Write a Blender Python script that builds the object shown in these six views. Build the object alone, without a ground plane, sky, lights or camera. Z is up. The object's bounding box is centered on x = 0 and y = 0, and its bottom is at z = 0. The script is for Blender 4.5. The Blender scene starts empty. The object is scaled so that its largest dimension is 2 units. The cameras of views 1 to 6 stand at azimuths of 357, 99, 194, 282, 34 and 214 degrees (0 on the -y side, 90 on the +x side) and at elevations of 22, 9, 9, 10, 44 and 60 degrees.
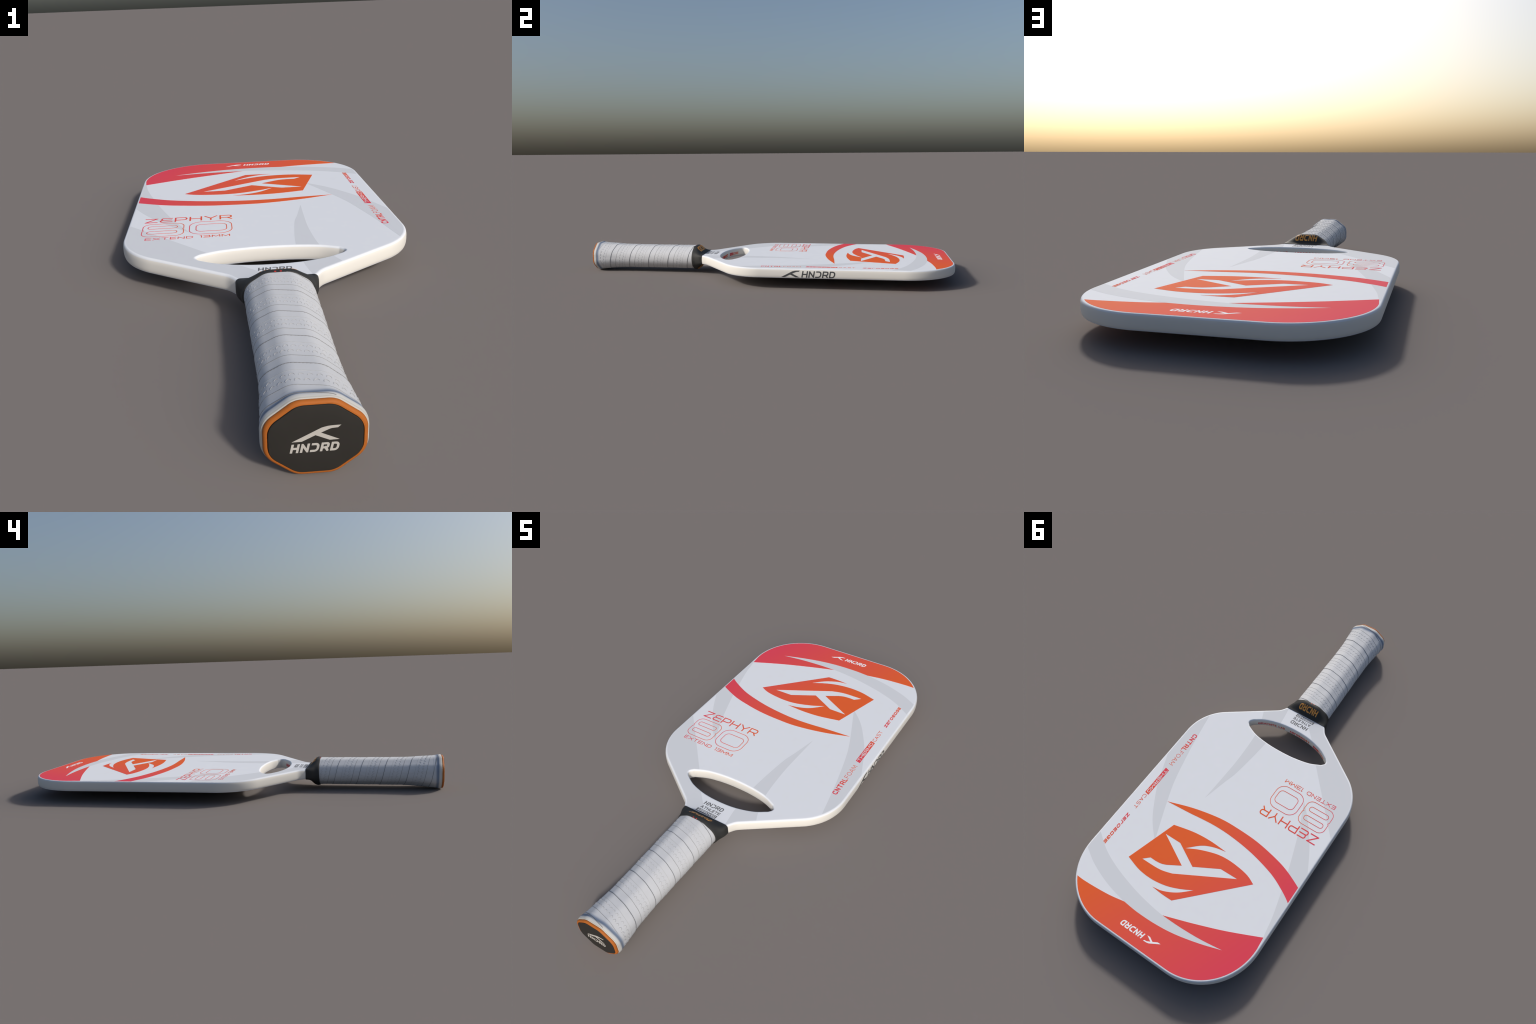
import bpy, bmesh, math, random
import numpy as np
from mathutils import Vector, Matrix
from mathutils.geometry import delaunay_2d_cdt
from mathutils.bvhtree import BVHTree

random.seed(7)

# ------------------------------------------------------------------ sizes
CZ = 0.0790            # height of the paddle's middle plane
HALF_T = 0.0242        # half thickness of the blade
ZT = CZ + HALF_T       # upper face
EDGE_DEPTH = 0.0095    # how far the rounded rim bulges past the flat face


# ------------------------------------------------------------------ materials
def srgb(r, g, b):
    f = lambda c: (c / 12.92) if c <= 0.04045 else ((c + 0.055) / 1.055) ** 2.4
    return (f(r / 255), f(g / 255), f(b / 255), 1.0)


def paint(name, col, rough=0.5, spec=0.5, grain=0.0, grain_scale=400.0, bump=0.0, bump_scale=600.0):
    m = bpy.data.materials.new(name)
    m.use_nodes = True
    nt = m.node_tree
    b = nt.nodes["Principled BSDF"]
    b.inputs["Base Color"].default_value = col
    b.inputs["Roughness"].default_value = rough
    b.inputs["Specular IOR Level"].default_value = spec
    tc = nt.nodes.new("ShaderNodeTexCoord")
    if grain > 0:
        n = nt.nodes.new("ShaderNodeTexNoise")
        n.inputs["Scale"].default_value = grain_scale
        n.inputs["Detail"].default_value = 3
        nt.links.new(tc.outputs["Object"], n.inputs["Vector"])
        r = nt.nodes.new("ShaderNodeValToRGB")
        r.color_ramp.elements[0].position = 0.3
        r.color_ramp.elements[1].position = 0.7
        lo = tuple(c * (1 - grain) for c in col[:3]) + (1,)
        hi = tuple(min(1, c * (1 + grain)) for c in col[:3]) + (1,)
        r.color_ramp.elements[0].color = lo
        r.color_ramp.elements[1].color = hi
        nt.links.new(n.outputs["Fac"], r.inputs["Fac"])
        nt.links.new(r.outputs["Color"], b.inputs["Base Color"])
    if bump > 0:
        n = nt.nodes.new("ShaderNodeTexNoise")
        n.inputs["Scale"].default_value = bump_scale
        nt.links.new(tc.outputs["Object"], n.inputs["Vector"])
        bp = nt.nodes.new("ShaderNodeBump")
        bp.inputs["Strength"].default_value = bump
        bp.inputs["Distance"].default_value = 0.001
        nt.links.new(n.outputs["Fac"], bp.inputs["Height"])
        nt.links.new(bp.outputs["Normal"], b.inputs["Normal"])
    return m


PINK = (0.66, 0.060, 0.094, 1)
ORANGE = (0.70, 0.115, 0.030, 1)


def fade(name, direction, start, end, coord="Object", rough=0.8):
    """ink that runs from pink to orange along `direction`, between two distances"""
    m = bpy.data.materials.new(name)
    m.use_nodes = True
    nt = m.node_tree
    b = nt.nodes["Principled BSDF"]
    b.inputs["Roughness"].default_value = rough
    b.inputs["Specular IOR Level"].default_value = 0.12
    tc = nt.nodes.new("ShaderNodeTexCoord")
    dot = nt.nodes.new("ShaderNodeVectorMath")
    dot.operation = "DOT_PRODUCT"
    dot.inputs[1].default_value = direction
    nt.links.new(tc.outputs[coord], dot.inputs[0])
    mr = nt.nodes.new("ShaderNodeMapRange")
    mr.inputs["From Min"].default_value = start
    mr.inputs["From Max"].default_value = end
    nt.links.new(dot.outputs["Value"], mr.inputs["Value"])
    r = nt.nodes.new("ShaderNodeValToRGB")
    r.color_ramp.elements[0].color = PINK
    r.color_ramp.elements[1].color = ORANGE
    nt.links.new(mr.outputs["Result"], r.inputs["Fac"])
    nt.links.new(r.outputs["Color"], b.inputs["Base Color"])
    return m


M_FACE = paint("face_paint", (0.690, 0.722, 0.772, 1), 0.8, 0.12, grain=0.006, grain_scale=25)
M_EDGE = paint("edge_paint", (0.67, 0.66, 0.628, 1), 0.7, 0.25)  # white darkened to a compromise between the sunlit right edge and shaded sides
M_GREY = paint("grey_print", (0.598, 0.626, 0.668, 1), 0.8, 0.12)
M_WHITE = paint("white_print", (0.80, 0.82, 0.86, 1), 0.8, 0.12)
M_DARK = paint("dark_print", (0.055, 0.058, 0.062, 1), 0.5)
M_STAMP = paint("stamp_print", (0.135, 0.140, 0.150, 1), 0.75, 0.3)
M_FADE = fade("sunset_print", (0.93, -0.37, 0.0), -0.66, -0.02)
M_FADE_EMBLEM = fade("sunset_emblem_print", (0.93, -0.37, 0.0), -0.72, -0.12)
M_FADE_BAND = fade("sunset_band_print", (1.0, 0.0, 0.0), -0.42, 0.06)
M_FADE_X = fade("sunset_word_print", (1.0, 0.0, 0.0), 0.0, 1.0, "Generated")
M_FADE_Y = fade("sunset_side_print", (0.0, 1.0, 0.0), 0.0, 1.0, "Generated")
M_FADE_MX = fade("sunset_wall_print", (-1.0, 0.0, 0.0), -1.0, 0.0, "Generated")
M_GRIP = paint("grip_tape", (0.555, 0.572, 0.60, 1), 0.8, 0.2, grain=0.015, grain_scale=40, bump=0.04, bump_scale=420)  # tape tone lowered to take in the baked shade on the top facet
M_BEAD = paint("butt_rim_rubber", (0.56, 0.555, 0.52, 1), 0.7, 0.3)
def rim_band(m):
    """rubber rim: tape white, then a soft blue-grey band, then off-white up to the orange ring"""
    nt = m.node_tree
    tc = nt.nodes.new("ShaderNodeTexCoord")
    sep = nt.nodes.new("ShaderNodeSeparateXYZ")
    nt.links.new(tc.outputs["Object"], sep.inputs[0])
    mr = nt.nodes.new("ShaderNodeMapRange")
    mr.inputs["From Min"].default_value = -0.953
    mr.inputs["From Max"].default_value = -0.990
    nt.links.new(sep.outputs["Y"], mr.inputs["Value"])
    r = nt.nodes.new("ShaderNodeValToRGB")
    cr = r.color_ramp
    stops = [(0.0, (0.555, 0.572, 0.60)), (0.16, (0.54, 0.56, 0.595)), (0.38, (0.19, 0.24, 0.33)), (0.52, (0.19, 0.24, 0.33)), (0.68, (0.53, 0.54, 0.545)), (0.86, (0.50, 0.50, 0.48)), (0.94, (0.36, 0.355, 0.33)), (1.0, (0.48, 0.48, 0.47))]
    while len(cr.elements) < len(stops):
        cr.elements.new(0.5)
    for e, (p, c) in zip(cr.elements, stops):
        e.position, e.color = p, c + (1,)
    nt.links.new(mr.outputs["Result"], r.inputs["Fac"])
    nt.links.new(r.outputs["Color"], nt.nodes["Principled BSDF"].inputs["Base Color"])


rim_band(M_BEAD)
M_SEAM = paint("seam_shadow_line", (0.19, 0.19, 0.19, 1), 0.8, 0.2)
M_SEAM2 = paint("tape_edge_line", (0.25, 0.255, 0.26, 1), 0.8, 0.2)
M_SEAM3 = paint("tape_crease_line", (0.40, 0.41, 0.42, 1), 0.8, 0.2)
M_DIMPLE_SHADE = paint("drawn_shade_ring", (0.41, 0.42, 0.435, 1), 0.8, 0.2)
M_RUBBER = paint("collar_rubber", (0.027, 0.028, 0.028, 1), 0.65, 0.3, bump=0.05, bump_scale=500)
M_GOLD = paint("collar_ink", (0.70, 0.30, 0.05, 1), 0.5)
M_RED = paint("red_mark", (0.60, 0.03, 0.03, 1), 0.5)
M_RING = paint("butt_ring_orange", (0.35, 0.102, 0.015, 1), 0.65, 0.25)
M_PLATE = paint("butt_plate", (0.019, 0.0175, 0.0155, 1), 0.7, 0.3)
M_PLATEMARK = paint("butt_plate_mark", (0.42, 0.405, 0.385, 1), 0.7, 0.3)


# ------------------------------------------------------------------ scene tree
def link(o, parent=None):
    bpy.context.scene.collection.objects.link(o)
    if parent:
        o.parent = parent
    return o


root = link(bpy.data.objects.new("pickleball_paddle", None))
root["label"] = "white pickleball paddle with orange graphics and taped handle"
root["category"] = "sports paddle"


def mesh_object(name, verts, faces, mats, parent, smooth=True, sharp=None, idx=None, kind=None):
    me = bpy.data.meshes.new(name)
    me.from_pydata([tuple(v) for v in verts], [], [tuple(f) for f in faces])
    me.validate()
    for m in mats if isinstance(mats, (list, tuple)) else [mats]:
        me.materials.append(m)
    if idx is not None:
        me.polygons.foreach_set("material_index", idx)
    me.polygons.foreach_set("use_smooth", [smooth] * len(me.polygons))
    if sharp:
        me.set_sharp_from_angle(angle=math.radians(sharp))
    me.update()
    o = link(bpy.data.objects.new(name, me), parent)
    if kind:
        o["kind"] = kind
    return o


# ------------------------------------------------------------------ 2D curves
def fillet(path, closed=True, step=0.006, steps_min=4):
    """corner points (x, y[, radius]) -> polyline with round corners"""
    n = len(path)
    out = []
    for i, p in enumerate(path):
        r = p[2] if len(p) > 2 else 0
        P = np.array(p[:2], float)
        if r <= 0 or (not closed and i in (0, n - 1)):
            out.append(P)
            continue
        A = np.array(path[i - 1][:2], float) - P
        B = np.array(path[(i + 1) % n][:2], float) - P
        la, lb = np.linalg.norm(A), np.linalg.norm(B)
        A, B = A / la, B / lb
        ang = math.acos(max(-1, min(1, A @ B)))
        if math.pi - ang < 0.02:
            out.append(P)
            continue
        t = min(r / math.tan(ang / 2), la * 0.499, lb * 0.499)
        rr = t * math.tan(ang / 2)
        mid = (A + B) / np.linalg.norm(A + B)
        C = P + mid * (rr / math.sin(ang / 2))
        s, e = P + A * t - C, P + B * t - C
        a0 = math.atan2(s[1], s[0])
        da = (math.atan2(e[1], e[0]) - a0 + math.pi) % (2 * math.pi) - math.pi
        k = max(steps_min, int(abs(da) * rr / step))
        for j in range(k + 1):
            a = a0 + da * j / k
            out.append(C + rr * np.array([math.cos(a), math.sin(a)]))
    return out


def spline(pts, k=8):
    """smooth curve through control points"""
    P = [np.array(p, float) for p in pts]
    P = [2 * P[0] - P[1]] + P + [2 * P[-1] - P[-2]]
    out = []
    for i in range(1, len(P) - 2):
        a, b, c, d = P[i - 1], P[i], P[i + 1], P[i + 2]
        for j in range(k):
            t = j / k
            out.append(0.5 * (2 * b + (c - a) * t + (2 * a - 5 * b + 4 * c - d) * t * t + (3 * b - a - 3 * c + d) * t ** 3))
    out.append(P[-2])
    return out


def resample(poly, n):
    P = np.array(poly + [poly[0]])
    L = np.r_[0, np.cumsum(np.linalg.norm(np.diff(P, axis=0), axis=1))]
    s = np.linspace(0, L[-1], n, endpoint=False)
    return np.c_[np.interp(s, L, P[:, 0]), np.interp(s, L, P[:, 1])]


def inset(poly, d):
    """move a dense counter-clockwise closed polyline inwards by d"""
    P = np.asarray(poly)
    T = np.roll(P, -1, 0) - np.roll(P, 1, 0)
    T /= np.linalg.norm(T, axis=1)[:, None] + 1e-12
    return P + d * np.c_[-T[:, 1], T[:, 0]]


def ccw(poly):
    a = sum(poly[i - 1][0] * poly[i][1] - poly[i][0] * poly[i - 1][1] for i in range(len(poly)))
    return list(poly) if a > 0 else list(poly)[::-1]


# ------------------------------------------------------------------ flat prints
def cut_region(add, sub=(), clip=(), levels_u=(), levels_v=()):
    """triangulated union of `add` polygons, minus `sub`, inside every `clip`; optional grid lines"""
    V, F, E, tag = [], [], [], []
    for kind, group in (("a", add), ("s", sub), ("c", clip)):
        for k, poly in enumerate(group):
            base = len(V)
            V += [Vector((float(p[0]), float(p[1]))) for p in ccw(poly)]
            F.append(list(range(base, len(V))))
            tag.append((kind, k))
    A = np.array([[v.x, v.y] for v in V])
    lo, hi = A.min(0) - 1e-3, A.max(0) + 1e-3
    for u in levels_u:
        V += [Vector((u, lo[1])), Vector((u, hi[1]))]
        E.append((len(V) - 2, len(V) - 1))
    for v in levels_v:
        V += [Vector((lo[0], v)), Vector((hi[0], v))]
        E.append((len(V) - 2, len(V) - 1))
    v2, _, f2, _, _, of = delaunay_2d_cdt(V, E, F, 0, 1e-6, True)
    keep = []
    for f, o in zip(f2, of):
        t = [tag[i] for i in o]
        if any(k == "a" for k, _ in t) and not any(k == "s" for k, _ in t) and sum(k == "c" for k, _ in t) >= len(clip):
            p = [v2[i] for i in f]
            area = sum(p[i].x * p[(i + 1) % len(p)].y - p[(i + 1) % len(p)].x * p[i].y for i in range(len(p)))
            if abs(area) > 1e-12:
                keep.append(list(f) if area > 0 else list(f)[::-1])
    used = sorted({i for f in keep for i in f})
    re = {i: k for k, i in enumerate(used)}
    return np.array([[v2[i].x, v2[i].y] for i in used]), [[re[i] for i in f] for f in keep]


def print_object(name, region, mapping, mat, parent, thick=0.0012, flip=False):
    """solid thin inlay; mapping(u, v, h) -> xyz where h is the height above the surface"""
    P, F = region
    n = len(P)
    top = [mapping(u, v, 0.0) for u, v in P]
    bot = [mapping(u, v, -thick) for u, v in P]
    faces = [list(f) for f in F] + [[i + n for i in reversed(f)] for f in F]
    edges = {}
    for f in F:
        for a, b in zip(f, f[1:] + f[:1]):
            edges[(a, b)] = 1
    for a, b in list(edges):
        if (b, a) not in edges:
            faces.append([a, a + n, b + n, b])
    if flip:
        faces = [f[::-1] for f in faces]
    return mesh_object(name, top + bot, faces, mat, parent, smooth=False)


# ------------------------------------------------------------------ stroke lettering
GLYPHS = {
    "A": (1.05, [[(0, 0), (.5, 1), (1, 0)], [(.2, .3), (.8, .3)]]),
    "B": (1.0, [[(0, 0), (0, 1), (.95, 1, .25), (.95, .52, .25), (.1, .52)], [(.1, .52), (1, .52, .25), (1, 0, .25), (0, 0)]]),
    "C": (1.0, [[(1, .86), (1, 1, .16), (.02, 1, .5), (.02, 0, .5), (1, 0, .16), (1, .14)]]),
    "D": (1.0, [[(0, 0), (0, 1), (1, 1, .5), (1, 0, .5), (0, 0)]]),
    "E": (.9, [[(1, 1), (0, 1), (0, 0), (1, 0)], [(0, .5), (.9, .5)]]),
    "F": (.8, [[(1, 1), (0, 1), (0, 0)], [(0, .48), (.85, .48)]]),
    "G": (1.0, [[(1, .86), (1, 1, .2), (0, 1, .45), (0, 0, .45), (1, 0, .2), (1, .48), (.55, .48)]]),
    "H": (1.0, [[(0, 0), (0, 1)], [(1, 0), (1, 1)], [(0, .5), (1, .5)]]),
    "I": (.12, [[(.5, 0), (.5, 1)]]),
    "L": (.8, [[(0, 1), (0, 0), (1, 0)]]),
    "M": (1.2, [[(0, 0), (0, 1), (.5, .2), (1, 1), (1, 0)]]),
    "N": (1.0, [[(0, 0), (0, 1), (1, 0), (1, 1)]]),
    "O": (1.1, [[(0, 0, .5), (0, 1, .5), (1, 1, .5), (1, 0, .5), "closed"]]),
    "P": (1.0, [[(0, 0), (0, 1), (1, 1, .28), (1, .36, .28), (0, .36)]]),
    "R": (1.0, [[(0, 0), (0, 1), (1, 1, .28), (1, .40, .28), (0, .40)], [(.76, .26), (1, 0)]]),
    "S": (.95, [[(1, 1), (0, 1, .25), (0, .5, .25), (1, .5, .25), (1, 0, .25), (0, 0)]]),
    "T": (1.0, [[(0, 1), (1, 1)], [(.5, 1), (.5, 0)]]),
    "V": (1.05, [[(0, 1), (.5, 0), (1, 1)]]),
    "X": (1.05, [[(0, 0), (1, 1)], [(0, 1), (1, 0)]]),
    "Y": (1.05, [[(0, 1), (.5, .42), (1, 1)], [(.5, .42), (.5, 0)]]),
    "Z": (1.0, [[(0, 1), (1, 1), (0, 0), (1, 0)]]),
    "1": (.3, [[(0, 1), (1, 1), (1, 0)]]),
    "3": (1.0, [[(0, 1), (.95, 1, .2), (.95, .52, .2), (.15, .52)], [(.15, .52), (1, .52, .2), (1, 0, .2), (0, 0)]]),
    # reversed C, notched E, small d / r at capital height
    ")": (1.0, [[(.05, 1), (1, 1, .5), (1, 0, .5), (0, 0)]]),
    "3E": (1.0, []),
    "&": (1.0, [[(1, 1), (.10, 1, .24), (.10, .5, .24), (.95, .5)], [(.6, .5), (0, .5, .24), (0, 0, .24), (1, 0)]]),
    "r": (.75, [[(0, 0), (0, 1), (1, 1)]]),
    "d": (.95, [[(1, 1), (0, 1, .1), (0, 0, .1), (1, 0)], [(1, 0), (1, 1)]]),
}


def hull(pts):
    pts = sorted((float(p[0]), float(p[1])) for p in pts)

    def chain(seq):
        out = []
        for p in seq:
            while len(out) > 1 and (out[-1][0] - out[-2][0]) * (p[1] - out[-2][1]) - (out[-1][1] - out[-2][1]) * (p[0] - out[-2][0]) <= 0:
                out.pop()
            out.append(p)
        return out[:-1]

    return chain(pts) + chain(pts[::-1])


def stroke(pts, t, closed, ext):
    P = [np.array(p, float) for p in pts]
    P = [p for i, p in enumerate(P) if i == 0 or np.linalg.norm(p - P[i - 1]) > 1e-6]
    n = len(P)
    if not closed:
        d0, d1 = P[0] - P[1], P[-1] - P[-2]
        for d, k in ((d0, 0), (d1, -1)):
            d = d / np.linalg.norm(d)
            axis = min(abs(d)) < 1e-3
            P[k] = P[k] + d * (t / 2 if axis else t * 1.2) * ext
    seg = [(i, (i + 1) % n) for i in range(n if closed else n - 1)]
    dirs = [(P[b] - P[a]) / np.linalg.norm(P[b] - P[a]) for a, b in seg]
    off = []
    for i in range(n):
        if closed:
            a, b = dirs[i - 1], dirs[i]
        else:
            a, b = dirs[max(0, i - 1)], dirs[min(len(dirs) - 1, i)]
        na, nb = np.array([-a[1], a[0]]), np.array([-b[1], b[0]])
        m = na + nb
        if np.linalg.norm(m) < 1e-4:
            m = na
        m = m / np.linalg.norm(m)
        off.append(m * (t / 2) / max(0.33, float(m @ na)))
    return [hull([P[a] - off[a], P[b] - off[b], P[b] + off[b], P[a] + off[a]]) for a, b in seg]


def lettering(text, width, height, weight, gap=0.22, space=0.7, slant=0.0):
    """quads of stroke lettering fitted to a box width x height (u right, v up)"""
    t = weight * height
    ws = [space if c == " " else GLYPHS[c][0] for c in text]
    gaps = gap * (len(text) - 1)
    unit = width / (sum(ws) + gaps)
    polys, clips, u = [], [], 0.0
    for c, w in zip(text, ws):
        if c != " ":
            W = max(w * unit, t * 1.001)
            quads = []
            for st in GLYPHS[c][1]:
                closed = st[-1] == "closed"
                pts = [p for p in st if p != "closed"]
                mapped = []
                for p in pts:
                    q = (u + t / 2 + p[0] * (W - t), t / 2 + p[1] * (height - t))
                    if len(p) > 2:
                        q += (max(p[2] * height - t / 2, t * 0.25),)
                    mapped.append(q)
                line = fillet(mapped, closed, step=height * 0.12, steps_min=5)
                quads += stroke(line, t, closed, 1)
            box = [(u, 0), (u + W, 0), (u + W, height), (u, height)]
            polys.append((quads, box))
        u += (w + gap) * unit
    out = []
    for quads, box in polys:
        for q in quads:
            k = clip_box(q, box)
            if len(k) > 2:
                out.append([(x + slant * y, y) for x, y in k])
    return out


def clip_box(poly, box):
    (x0, y0), (x1, y1) = box[0], box[2]
    for ax, val, sign in ((0, x0, 1), (0, x1, -1), (1, y0, 1), (1, y1, -1)):
        new = []
        for i in range(len(poly)):
            a, b = poly[i - 1], poly[i]
            ia, ib = sign * (a[ax] - val) >= -1e-9, sign * (b[ax] - val) >= -1e-9
            if ia != ib:
                k = (val - a[ax]) / (b[ax] - a[ax])
                new.append((a[0] + k * (b[0] - a[0]), a[1] + k * (b[1] - a[1])))
            if ib:
                new.append((b[0], b[1]))
        poly = new
        if not poly:
            return []
    return poly


def mark(u0, v0, w, h):
    """the runner-like emblem with two legs and a hooked arm, as a polygon in a box"""
    arm = spline([(.395 + .205, .55), (.72, .71), (.80, .80), (.88, .825)], 5)
    top = spline([(1.0, 1.0), (.80, .99), (.70, .955), (.60, .88)], 5)
    pts = [(0, 0), (.205, .005), (.482, .395), (.77, .0), (.968, .008), (.588, .55)] + [tuple(p) for p in arm[1:]] + [(.935, .83)] + [tuple(p) for p in top]
    return [(u0 + x * w, v0 + y * h) for x, y in pts]


def shift(polys, du, dv):
    return [[(p[0] + du, p[1] + dv) for p in q] for q in polys]


# ------------------------------------------------------------------ blade
half = [(0.4515, 1.0, 0.272), (0.4515, -0.0955, 0.23), (0.1305, -0.3200, 0.07), (0.1030, -0.362, 0.05), (0.088, -0.410, 0.035)]
left = [(-p[0],) + p[1:] for p in half]
# counter-clockwise: up the right side, over the top, down the left side
corner = half[::-1] + left
OUT = resample(ccw(fillet(corner, True, 0.004)), 900)

hole_top = [(-0.2235, -0.1735, .014)] + [tuple(p) for p in spline([(-0.205, -0.1545), (-0.15, -0.1315), (-0.075, -0.1185), (0, -0.1150), (0.075, -0.1185), (0.15, -0.1315), (0.205, -0.1545)], 8)]
hole_low = [(0.2235, -0.1735, .014)] + [tuple(p) for p in spline([(0.207, -0.193), (0.155, -0.2235), (0.08, -0.2445), (0, -0.2505), (-0.08, -0.2445), (-0.155, -0.2235), (-0.207, -0.193)], 8)]
HOLE = np.array([0.0, -0.0028]) + inset(resample(ccw(fillet(hole_top + hole_low, True, 0.002)), 360), 0.0012)   # counter-clockwise


def build_blade():
    prof = []
    K, ex = 16, 2 / 2.7
    for k in range(K + 1):
        a = math.pi * (k / K - 0.5)
        z = math.copysign(abs(math.sin(a)) ** ex, math.sin(a)) * HALF_T
        d = 1 - abs(math.cos(a)) ** ex
        prof.append((d, z))
    rows = [(1.35, -HALF_T)] + prof + [(1.35, HALF_T)]
    V, F, idx = [], [], []

    def wall(ring, depth, outward):
        n, base = len(ring), len(V)
        for d, z in rows:
            R = inset(ring, d * depth * (1 if outward else -1))
            V.extend([(x, y, CZ + z) for x, y in R])
        for r in range(len(rows) - 1):
            for i in range(n):
                j = (i + 1) % n
                a, b, c, e = base + r * n + i, base + r * n + j, base + (r + 1) * n + j, base + (r + 1) * n + i
                F.append((a, b, c, e) if outward else (a, e, c, b))
                idx.append(0 if r < 5 or r > len(rows) - 7 else 1)
        return base, n

    b0, n0 = wall(OUT, EDGE_DEPTH, True)
    b1, n1 = wall(HOLE, 0.0075, False)
    R = len(rows) - 1
    for side in (0, R):
        o = list(range(b0 + side * n0, b0 + side * n0 + n0))
        h = list(range(b1 + side * n1, b1 + side * n1 + n1))
        pts = [Vector(V[i][:2]) for i in o + h]
        _, _, f2, ov, _, of = delaunay_2d_cdt(pts, [], [list(range(n0)), list(range(n0, n0 + n1))], 0, 1e-7, True)
        ids = o + h
        for f, q in zip(f2, of):
            if list(q) == [0]:
                g = [ids[ov[i][0]] for i in f]
                p = [V[i] for i in g]
                area = sum(p[i][0] * p[(i + 1) % 3][1] - p[(i + 1) % 3][0] * p[i][1] for i in range(3))
                if (area < 0) == (side == R):
                    g = g[::-1]
                F.append(tuple(g))
                idx.append(0)
    return mesh_object("blade", V, F, [M_FACE, M_EDGE], root, True, None, idx)


blade = build_blade()


def tree_of(o):
    me = o.data
    return BVHTree.FromPolygons([v.co.copy() for v in me.vertices], [list(p.vertices) for p in me.polygons])


PRINT_CLIP = [tuple(p) for p in inset(OUT, EDGE_DEPTH + 0.0005)][::1]
PRINT_CLIP_IN = [tuple(p) for p in inset(OUT, EDGE_DEPTH + 0.0015)]
HOLE_CLIP = [tuple(p) for p in inset(HOLE, -0.0078)]


def face_map(level, under):
    if under:
        return lambda u, v, h: (-u, v, 2 * CZ - (ZT + level * .4 + h))
    return lambda u, v, h: (u, v, ZT + level * .4 + h)


ring_in = [(.470, .655), (.441, .674), (.359, .727), (.266, .765), (.157, .795), (.063, .813), (-.031, .8235), (-.124, .8235), (-.223, .818), (-.325, .805)]
ring_out = [(.475, .742), (.440, .762), (.368, .802), (.283, .834), (.215, .852), (.141, .865), (.067, .8705), (-.029, .869), (-.125, .858), (-.230, .834), (-.325, .805)]


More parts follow.
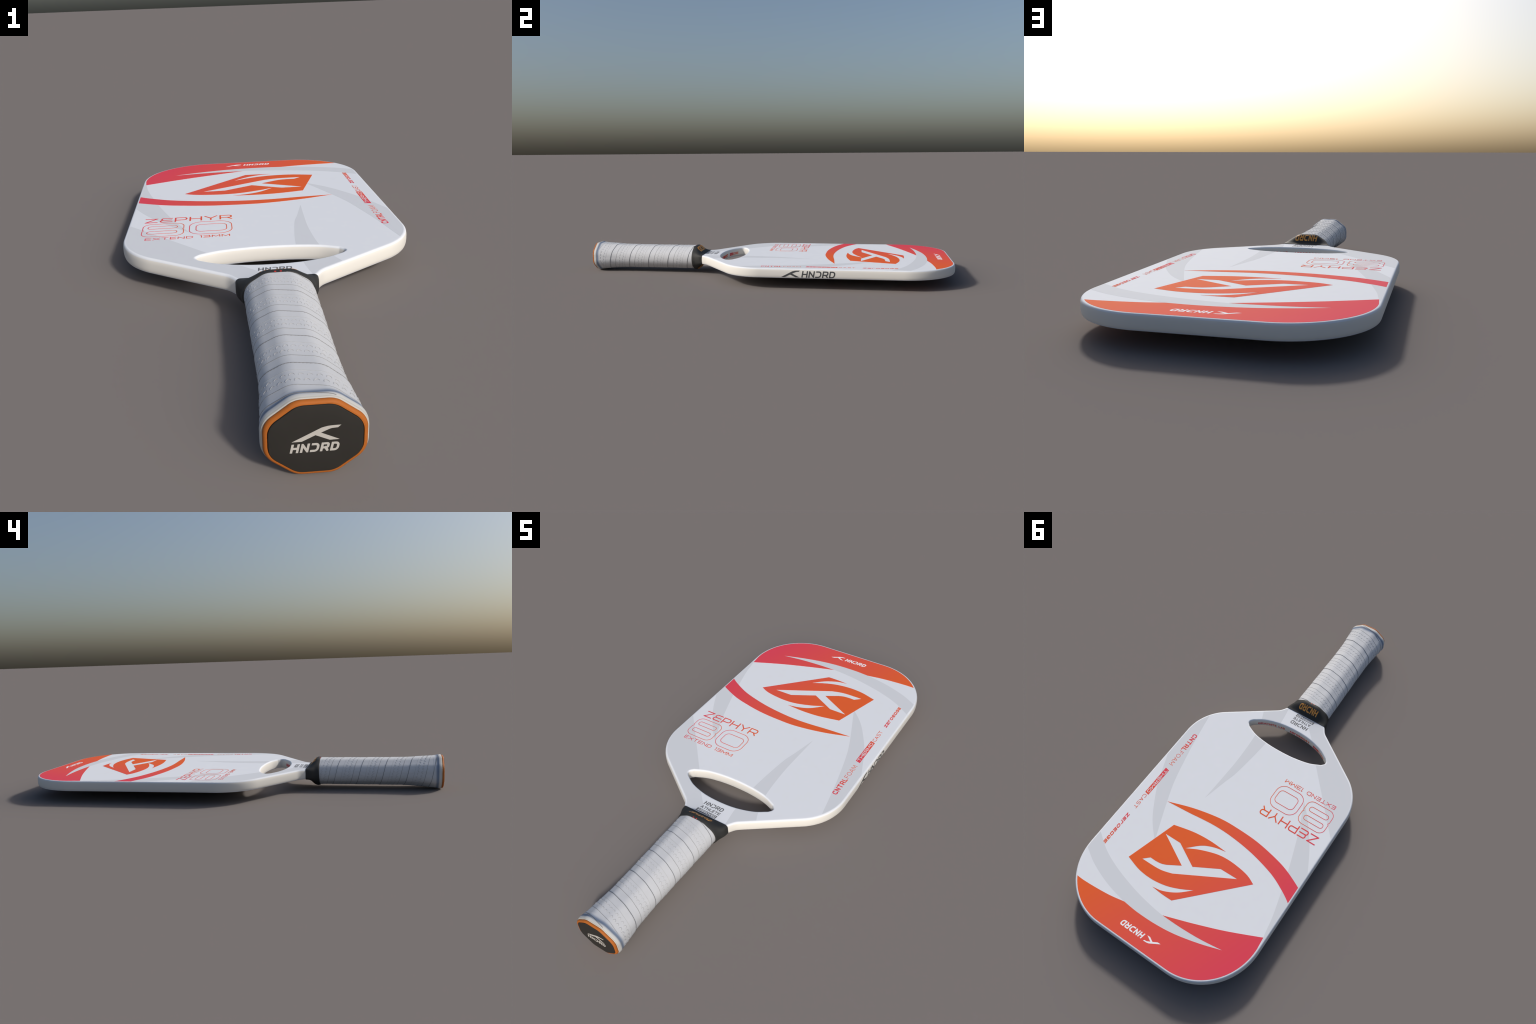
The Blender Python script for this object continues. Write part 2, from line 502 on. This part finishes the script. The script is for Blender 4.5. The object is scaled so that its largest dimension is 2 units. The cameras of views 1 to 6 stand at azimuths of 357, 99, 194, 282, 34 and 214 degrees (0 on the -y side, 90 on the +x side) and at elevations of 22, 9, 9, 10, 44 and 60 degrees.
def prints(under):
    made = []

    def face_print(name, add, mat, level, sub=(), clip=(PRINT_CLIP,)):
        reg = cut_region(add, sub, clip)
        # the underside is the same picture turned over about the long axis: orientation stays right-handed
        made.append(print_object(name, reg, face_map(level, under), mat, blade, 0.0012, False))
        return made[-1]

    # --- pale grey swooshes
    spear = spline([(.203, -.285), (.175, -.219), (.150, -.124), (.141, .026), (.144, .155), (.150, .284)], 8) + spline([(.150, .284), (.123, .169), (.102, .082), (.081, -.113), (.084, -.251), (.099, -.360)], 8) + [(.2, -.36)]
    face_print("grey_swoosh", [spear], M_GREY, .0004, [HOLE_CLIP])
    sickle = spline([(.412, -.135), (.383, .026), (.363, .126), (.325, .281), (.284, .396), (.219, .553)], 8) + spline([(.212, .575), (.267, .520), (.311, .462), (.374, .356), (.407, .279), (.440, .194), (.47, .12)], 8) + [(.50, -.10)]
    face_print("grey_swoosh", [sickle], M_GREY, .0004)
    crescent = spline([(-.243, .051), (-.295, .172), (-.329, .265), (-.365, .375), (-.391, .468), (-.420, .581), (-.436, .672), (-.47, .80)], 8) + [(-.52, .70), (-.50, .42)] + spline([(-.452, .358), (-.384, .231), (-.305, .120), (-.243, .051)], 8)
    face_print("grey_swoosh", [crescent], M_GREY, .0004)
    corner_wedge = [(-.030, -.323), (-.052, -.297), (-.100, -.248), (-.189, -.140), (-.279, -.038), (-.361, .055), (-.46, .166), (-.52, .1), (-.52, -.2), (-.2, -.4), (-.07, -.4)]
    face_print("grey_swoosh", [corner_wedge], M_GREY, .0004, [HOLE_CLIP])
    halo = spline(ring_in, 8) + spline(ring_out[::-1], 8)
    face_print("grey_swoosh", [halo], M_GREY, .0004)

    # --- pink to orange shapes
    cap = spline([(.50, .872), (.392, .8855), (.321, .886), (.219, .878), (.141, .865)], 8) + spline(ring_out[5:], 8) + spline(ring_in[6:][::-1], 8) + spline([(-.031, .8235), (-.125, .793), (-.189, .771), (-.269, .742), (-.340, .713), (-.436, .671)], 8) + [(-.4425, .748), (-.60, .80), (-.60, 1.1), (.60, 1.1), (.60, .872)]
    face_print("head_print", [cap], M_FADE, .0008, clip=(PRINT_CLIP_IN,))
    band = spline([(.284, .392), (.159, .354), (.030, .3305), (-.072, .328), (-.181, .335), (-.296, .357), (-.366, .379), (-.445, .416), (-.50, .45)], 8) + spline([(-.50, .545), (-.443, .496), (-.387, .461), (-.315, .427), (-.221, .400), (-.140, .3845), (-.052, .375), (.020, .373), (.085, .3765), (.163, .384), (.284, .392)], 8)
    face_print("arc_band_print", [band], M_FADE_BAND, .0008)
    shield = ([(.257, .699), (.185, .469)] + spline([(.185, .469), (.087, .449), (.002, .4435), (-.087, .448)], 8)[1:]
              + spline([(-.087, .448), (-.032, .4595), (.020, .483), (.0735, .5315)], 8)[1:]
              + spline([(.0735, .5315), (.015, .503), (-.060, .479), (-.121, .473), (-.185, .478), (-.233, .488), (-.2725, .506)], 8)[1:]
              + [(-.023, .753)] + spline([(-.023, .753), (.029, .753), (.083, .749)], 8)[1:]
              + spline([(.083, .749), (.035, .740), (-.022, .712), (-.075, .666)], 8)[1:]
              + spline([(-.075, .666), (-.022, .693), (.038, .7145), (.108, .7245), (.180, .720), (.257, .699)], 8)[1:-1])
    glyph = ([(-.201, .524), (-.115, .5255), (-.006, .584), (.107, .524), (.189, .524), (.036, .605), (.094, .638)]
             + spline([(.094, .638), (.116, .646), (.143, .6495), (.174, .649)], 5)[1:]
             + [(.201, .673)] + spline([(.201, .673), (.125, .672), (.087, .667), (.048, .656)], 5)[1:])
    face_print("emblem_print", [shield[::-1]], M_FADE_EMBLEM, .0008, [glyph])

    # --- product lettering, lower left of the face
    face_print("series_lettering", shift(lettering("Z&PHYR", .297, .044, .125, .16), -.397, .168), M_FADE_X, .0009)
    line = .0027
    eight = [(-.2625, .152, .036), (-.2625, .0935, .018), (-.2690, .0900, .002), (-.2625, .0865, .018), (-.2625, .028, .036), (-.3975, .028, .036), (-.3975, .0865, .018), (-.3910, .0900, .002), (-.3975, .0935, .018), (-.3975, .152, .036)]
    slot = lambda x0, y0, x1, y1, r: [(x1, y1, r), (x1, y0, r), (x0, y0, r), (x0, y1, r)]
    ol = lambda path: stroke(fillet(path, True, .004), line, True, 1)
    face_print("number_outline", ol(eight) + ol(slot(-.381, .054, -.284, .079, .011)) + ol(slot(-.381, .103, -.284, .128, .011)), M_FADE_X, .0009)
    face_print("number_outline", ol(slot(-.2435, .028, -.1045, .152, .042)) + ol(slot(-.222, .055, -.1215, .124, .020)), M_FADE_X, .0009)
    face_print("variant_lettering", shift(lettering("EXTEND 13MM", .269, .020, .14, .20, .55), -.382, -.0055), M_FADE_X, .0009)

    # --- lettering along the right edge, reading towards the head
    def along(name, add, mat, level, sub=()):
        turn = lambda polys: [[(-q[1], q[0]) for q in p] for p in polys]
        return face_print(name, turn(add), mat, level, turn(sub))

    along("side_lettering", shift(lettering("CNTRL", .106, .0235, .21, .22), .029, -.4055) + shift(lettering("FOAM", .088, .0215, .10, .22), .142, -.4035), M_FADE_Y, .0009)
    box = [[(.2545, -.4015), (.4085, -.4015), (.4135, -.3795), (.2595, -.3795)]]
    along("side_lettering", box + shift(lettering("CAST", .082, .0175, .13, .25), .4170, -.4000), M_FADE_Y, .0009, shift(lettering("THERMO", .140, .0150, .20, .16), .264, -.3980))
    along("side_lettering", shift(lettering("ZErOEdGE", .170, .0150, .265, .19, slant=.30), .5335, -.4005), M_FADE_Y, .0009)

    # --- small emblem and letters on the head
    face_print("head_lettering", [mark(-.1005, .9225, .071, .0265)] + shift(lettering("HN)RD", .115, .0250, .22, .20, slant=.22), -.0225, .9235), M_WHITE, .0012)

    # --- stamp on the throat
    stamp = shift(lettering("HN)RD", .094, .0205, .20, .20, slant=.12), -.0475, -.3005) + shift(lettering("ATHLETE", .095, .0145, .21, .18, slant=.12), -.0485, -.3220)
    tag = [[(-.0565, -.3445), (.0435, -.3445), (.0455, -.3278), (-.0545, -.3278)]]
    face_print("stamp_lettering", stamp + tag, M_STAMP, .0006, shift(lettering("APPROVED", .089, .0120, .20, .18, slant=.12), -.0505, -.3422))
    return made


prints(False)
prints(True)

# --- writing on the right-hand rim, following its bulge
blade_tree = tree_of(blade)


def onto(tree, point_of, direction, lift):
    d = Vector(direction)

    def f(u, v, h):
        o = Vector(point_of(u, v)) - d * 0.5
        hit = tree.ray_cast(o, d, 2.0)[0]
        if hit is None:
            hit = Vector(point_of(u, v))
        return tuple(hit - d * (lift + h))

    return f


rim_levels = [.0590 + .003 * i for i in range(13)]
rim_add = [mark(.1385, .0612, .093, .0335)] + shift(lettering("HN)RD", .1620, .0325, .185, .19, slant=.17), .2385, .0605)
print_object("rim_lettering", cut_region(rim_add, levels_v=rim_levels), onto(blade_tree, lambda u, v: (.45, u, v), (-1, 0, 0), .0006), M_DARK, blade)

# --- writing on the far wall of the throat window
wall_y = lambda x: -.2505 + .0575 * (abs(x) / .207) ** 2.2
for text, x0, x1, v0, height, weight, boxed in (("GRAPHITE LAB", .188, .058, .069, .0150, .16, None), ("AErOBOOST", .030, -.088, .067, .0165, .22, None), ("CORE", -.152, -.192, .069, .0140, .15, ("NANO", -.112, -.150))):
    add = shift(lettering(text, x0 - x1, height, weight, .2), -x0, v0)
    sub = []
    if boxed:
        w, a, b = boxed
        add += [[(-a, v0 - .001), (-b, v0 - .001), (-b, v0 + height + .001), (-a, v0 + height + .001)]]
        sub = shift(lettering(w, a - b - .006, height - .006, .2, .18), -a + .003, v0 + .003)
    lv = [k * .006 for k in range(-36, 37)]
    reg = cut_region(add, sub, levels_u=lv, levels_v=[.067 + .004 * i for i in range(6)])

    def wall_point(u, v, h, tree=blade_tree):
        hit = tree.ray_cast(Vector((-u, -.172, v)), Vector((0, -1, 0)), .2)[0]
        if hit is None:
            hit = Vector((-u, wall_y(u), v))
        return (hit.x, hit.y + .0007 + h, hit.z)

    print_object("window_lettering", reg, wall_point, M_FADE_MX, blade)


# ------------------------------------------------------------------ handle sections
N_AROUND = 288
SIDE_FLAT, TOP_FLAT = 0.44, 0.39


def octagon(a, b, r):
    """rounded eight-sided section, half width a, half height b; starts at -x and runs over the top to +x"""
    s, t = SIDE_FLAT * b, TOP_FLAT * a
    p = [(-a, -s, r), (-a, s, r), (-t, b, r), (t, b, r), (a, s, r), (a, -s, r), (t, -b, r), (-t, -b, r)]
    line = fillet(p, True, .0015, 8)
    P = np.array(line)
    # begin exactly at (-a, 0)
    k = [i for i in range(len(P)) if P[i - 1][1] < 0 <= P[i][1] and P[i][0] < 0][0]
    P = np.vstack([[-a, 0.0], np.roll(P, -k, 0)])
    return resample([q for q in P], N_AROUND)


GRIP_Y = [-.405, -.43, -.52, -.61, -.70, -.77, -.81, -.835, -.86, -.90, -.94, -.955]
GRIP_A = [.0928, .0924, .0908, .0889, .0872, .0861, .0862, .0868, .0872, .0905, .0935, .0944]
GRIP_B = [.0630, .0630, .0632, .0634, .0640, .0645, .0649, .0658, .0675, .0702, .0735, .0747]
END_Y = [-.957, -.9615, -.966, -.970, -.976, -.983, -.9885]
END_A = [.0945, .0949, .0952, .0956, .0967, .0964, .0950]
END_B = [.0748, .0755, .0762, .0770, .0788, .0790, .0778]
ALL_Y, ALL_A, ALL_B = GRIP_Y + END_Y, GRIP_A + END_A, GRIP_B + END_B


def dims(y):
    ys = [-q for q in ALL_Y]
    return float(np.interp(-y, ys, ALL_A)), float(np.interp(-y, ys, ALL_B))


PITCH, SEAM_Y0 = .1135, -.4935     # tape advance per turn; where the seam crosses the -x side


def phase(t, y):
    """0..1 position inside the tape's width at perimeter fraction t and station y"""
    return (((SEAM_Y0 - y) / PITCH) - t) % 1.0


def rise(y):
    """the shaft sits a hair above the butt's middle line"""
    k = min(1.0, max(0.0, (y + .945) / .08))
    return .0013 * k * k * (3 - 2 * k)


def tube_rows(ys, dims_of, relief):
    V = []
    for y in ys:
        a, b = dims_of(y)
        S = octagon(a, b, .050)
        for i, (x, z) in enumerate(S):
            k = 1.0
            if relief:
                k += relief * (0.5 - phase(i / N_AROUND, y)) / max(a, b)
            V.append((x * k, y, CZ + rise(y) + z * k))
    return V


def skin(nrows, n, flip=False):
    F = []
    for r in range(nrows - 1):
        for i in range(n):
            j = (i + 1) % n
            q = (r * n + i, r * n + j, (r + 1) * n + j, (r + 1) * n + i)
            F.append(q[::-1] if flip else q)
    return F


def smooth_dims():
    ys = np.array([-q for q in GRIP_Y])
    dense = np.linspace(ys[0], ys[-1], 400)
    ker = np.hanning(31); ker /= ker.sum()
    out = []
    for vals in (GRIP_A, GRIP_B):
        v = np.interp(dense, ys, vals)
        out.append(np.convolve(np.pad(v, 15, mode="edge"), ker, "valid"))
    return lambda y: (float(np.interp(-y, dense, out[0])), float(np.interp(-y, dense, out[1])))


grip_dims = smooth_dims()
ys = list(np.linspace(-.405, -.955, 330))
grip = mesh_object("grip", tube_rows(ys, grip_dims, .0010), skin(len(ys), N_AROUND), M_GRIP, root)

# swollen rim at the butt end of the tape
end_curve = spline(list(zip([-.950] + END_Y, [.0941] + END_A)), 4)
end_curve_b = spline(list(zip([-.950] + END_Y, [.0741] + END_B)), 4)
V = []
for (y, a), (_, b) in zip(end_curve, end_curve_b):
    V += [(x, y, CZ + z) for x, z in octagon(a, b, .046)]
nr = len(end_curve)
a, b = END_A[-1], END_B[-1]
for k in (.97, .85):
    V += [(x, -.9893, CZ + z) for x, z in octagon(a * k, b * k, .046 * k)]
mesh_object("butt_rim", V, skin(nr + 2, N_AROUND), M_BEAD, root, True, 60)


def full_dims(y):
    return grip_dims(y) if y > -.952 else dims(y)


def surface(t, y):
    """point and outward normal on the grip"""
    S = octagon(*full_dims(y), .050)
    f = (t % 1.0) * N_AROUND
    i = int(f)
    w = f - i
    p = S[i % N_AROUND] * (1 - w) + S[(i + 1) % N_AROUND] * w
    d = S[(i + 2) % N_AROUND] - S[(i - 1) % N_AROUND]
    d = d / np.linalg.norm(d)
    return Vector((p[0], y, CZ + rise(y) + p[1])), Vector((-d[1], 0, d[0])), Vector((d[0], 0, d[1]))


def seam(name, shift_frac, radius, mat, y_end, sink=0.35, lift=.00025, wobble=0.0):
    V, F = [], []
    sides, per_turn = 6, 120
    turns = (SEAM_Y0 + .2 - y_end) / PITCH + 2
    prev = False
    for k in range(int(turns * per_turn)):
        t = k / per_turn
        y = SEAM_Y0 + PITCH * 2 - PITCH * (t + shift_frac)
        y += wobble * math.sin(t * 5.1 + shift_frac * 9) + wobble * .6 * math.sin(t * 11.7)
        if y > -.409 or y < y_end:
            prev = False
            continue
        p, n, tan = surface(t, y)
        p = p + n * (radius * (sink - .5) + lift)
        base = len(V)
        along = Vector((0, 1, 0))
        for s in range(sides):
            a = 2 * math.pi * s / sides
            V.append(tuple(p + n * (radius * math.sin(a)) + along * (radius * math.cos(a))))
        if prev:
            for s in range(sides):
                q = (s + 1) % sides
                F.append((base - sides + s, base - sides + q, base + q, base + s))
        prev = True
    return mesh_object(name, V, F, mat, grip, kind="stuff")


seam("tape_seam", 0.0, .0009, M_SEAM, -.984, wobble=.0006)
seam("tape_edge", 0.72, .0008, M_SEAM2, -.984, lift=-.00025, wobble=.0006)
seam("tape_crease", 0.25, .0006, M_SEAM3, -.955, lift=.0001, wobble=.0004)

# two staggered rows of tilted dark rings, modelling each perforation's shaded crescent
V, F = [], []
rng = random.Random(3)
for row, frac in ((0, .405), (1, .575)):
    per_turn = 31
    for k in range(int(7.5 * per_turn)):
        t = (k + .5 * row) / per_turn
        y = SEAM_Y0 + PITCH * 2 - PITCH * (t + frac)
        if y > -.416 or y < -.962:
            continue
        p, n, tan = surface(t, y)
        r, tube = .0052 + rng.uniform(-.0003, .0003), .0005
        tilt = .0006
        base, A, B = len(V), 16, 4
        for i in range(A):
            a = 2 * math.pi * i / A
            lift = tilt * math.sin(a) - .0002
            c = p + tan * (r * math.cos(a)) + Vector((0, 1, 0)) * (r * math.sin(a)) + n * lift
            rad = tan * math.cos(a) + Vector((0, 1, 0)) * math.sin(a)
            for j in range(B):
                g = 2 * math.pi * j / B
                V.append(tuple(c + rad * (tube * math.cos(g)) + n * (tube * math.sin(g))))
        for i in range(A):
            for j in range(B):
                F.append((base + i * B + j, base + ((i + 1) % A) * B + j, base + ((i + 1) % A) * B + (j + 1) % B, base + i * B + (j + 1) % B))
mesh_object("perforation_shade_rings", V, F, M_DIMPLE_SHADE, grip, kind="stuff")

# ------------------------------------------------------------------ butt cap
butt = None
rows = [(-.9870, .0900, .0740), (-.9900, .0922, .0764), (-.9922, .0924, .0767), (-.9948, .0915, .0759), (-.9972, .0898, .0743), (-.9985, .0872, .0720), (-.9985, .0848, .0701), (-.9965, .0842, .0698), (-.990, .0840, .0696)]
V = []
for y, a, b in rows:
    V += [(x, y, CZ + z) for x, z in octagon(a, b, .040)]
butt = mesh_object("butt_cap", V, skin(len(rows), N_AROUND), M_RING, root, True, 55)
rows = [(-.990, .0832, .0690), (-.9985, .0832, .0690), (-.9997, .0826, .0684), (-1.0, .0815, .0673), (-1.0, .04, .03)]
V = []
for y, a, b in rows:
    V += [(x, y, CZ + z) for x, z in octagon(a, b, min(.034, b * .5))]
F = skin(len(rows), N_AROUND)
F.append(tuple(range((len(rows) - 1) * N_AROUND, len(rows) * N_AROUND)))
plate = mesh_object("butt_plate", V, F, M_PLATE, butt, True, 40)
# emblem and letters on the plate, read from behind the handle
add = [mark(-.0425, .0768, .0860, .0298)] + shift(lettering("HN)RD", .0850, .0182, .235, .19, slant=.20), -.0463, .0538)
print_object("plate_emblem", cut_region(add), lambda u, v, h: (u, -1.0002 - h, v - .0006), M_PLATEMARK, butt, .0008)

# ------------------------------------------------------------------ collar
def collar_section(w, a, b, n=N_AROUND):
    """blend from the flat throat section (w=0) to the eight-sided grip section (w=1)"""
    A, B = .1115, .0268
    flat = [(-A, -B, .013), (-A, B, .013), (A, B, .013), (A, -B, .013)]
    P = np.array(fillet(flat, True, .002, 6))
    k = [i for i in range(len(P)) if P[i - 1][1] < 0 <= P[i][1] and P[i][0] < 0][0]
    P = np.vstack([[-A, 0.0], np.roll(P, -k, 0)])
    P = resample([q for q in P], n)
    O = octagon(a, b, .050)
    # compare at equal x so the hump rises straight up from the flat throat
    out = []
    for i in range(n):
        out.append(P[i] * (1 - w) + O[i] * w)
    return np.array(out)


COLLAR = [  # y, blend, half width, half height of the round end
    (-.3495, .00, .100, .0665), (-.3520, .02, .103, .0665), (-.3560, .07, .106, .0665), (-.3610, .17, .108, .0665), (-.3670, .33, .107, .0668),
    (-.3740, .53, .105, .0674), (-.3810, .72, .103, .0676), (-.3880, .87, .101, .0676), (-.3950, .96, .0995, .0674), (-.4020, 1.0, .0985, .0672),
    (-.4080, 1.0, .0978, .0665), (-.4115, 1.0, .0970, .0657), (-.4130, 1.0, .0956, .0643), (-.4125, 1.0, .0930, .0620)]
V = []
ycurve = spline([(c[0], c[1]) for c in COLLAR], 3)
acurve = spline([(c[2], c[3]) for c in COLLAR], 3)
first = collar_section(0, .098, .0665)
V += [(x * .94, -.3490, CZ + z * .86) for x, z in first]
for (y, w), (a, b) in zip(ycurve, acurve):
    V += [(x, y, CZ + z) for x, z in collar_section(min(1, max(0, w)), a, b)]
collar = mesh_object("collar", V, skin(len(ycurve) + 1, N_AROUND), M_RUBBER, root, True, 60)
ctree = tree_of(collar)
gold = shift(lettering("HN)RD", .101, .0235, .20, .20, slant=.10), -.0495, -.3900)
lu, lv = [-.06 + .004 * i for i in range(31)], [-.3945 + .003 * i for i in range(12)]
reg = cut_region(gold, levels_u=lu, levels_v=lv)
print_object("collar_lettering", reg, onto(ctree, lambda u, v: (u, v, .079), (0, 0, -1), .0007), M_GOLD, collar)
print_object("collar_lettering", reg, onto(ctree, lambda u, v: (-u, v, .079), (0, 0, 1), .0007), M_GOLD, collar, flip=False)
dots = [[(cx + .0030 * math.cos(k * math.pi / 8), -.4095 + .0016 * math.sin(k * math.pi / 8)) for k in range(16)] for cx in (-.0100, .0045)]
print_object("red_mark", cut_region(dots), onto(ctree, lambda u, v: (u, v, .079), (0, 0, -1), .0006), M_RED, collar)
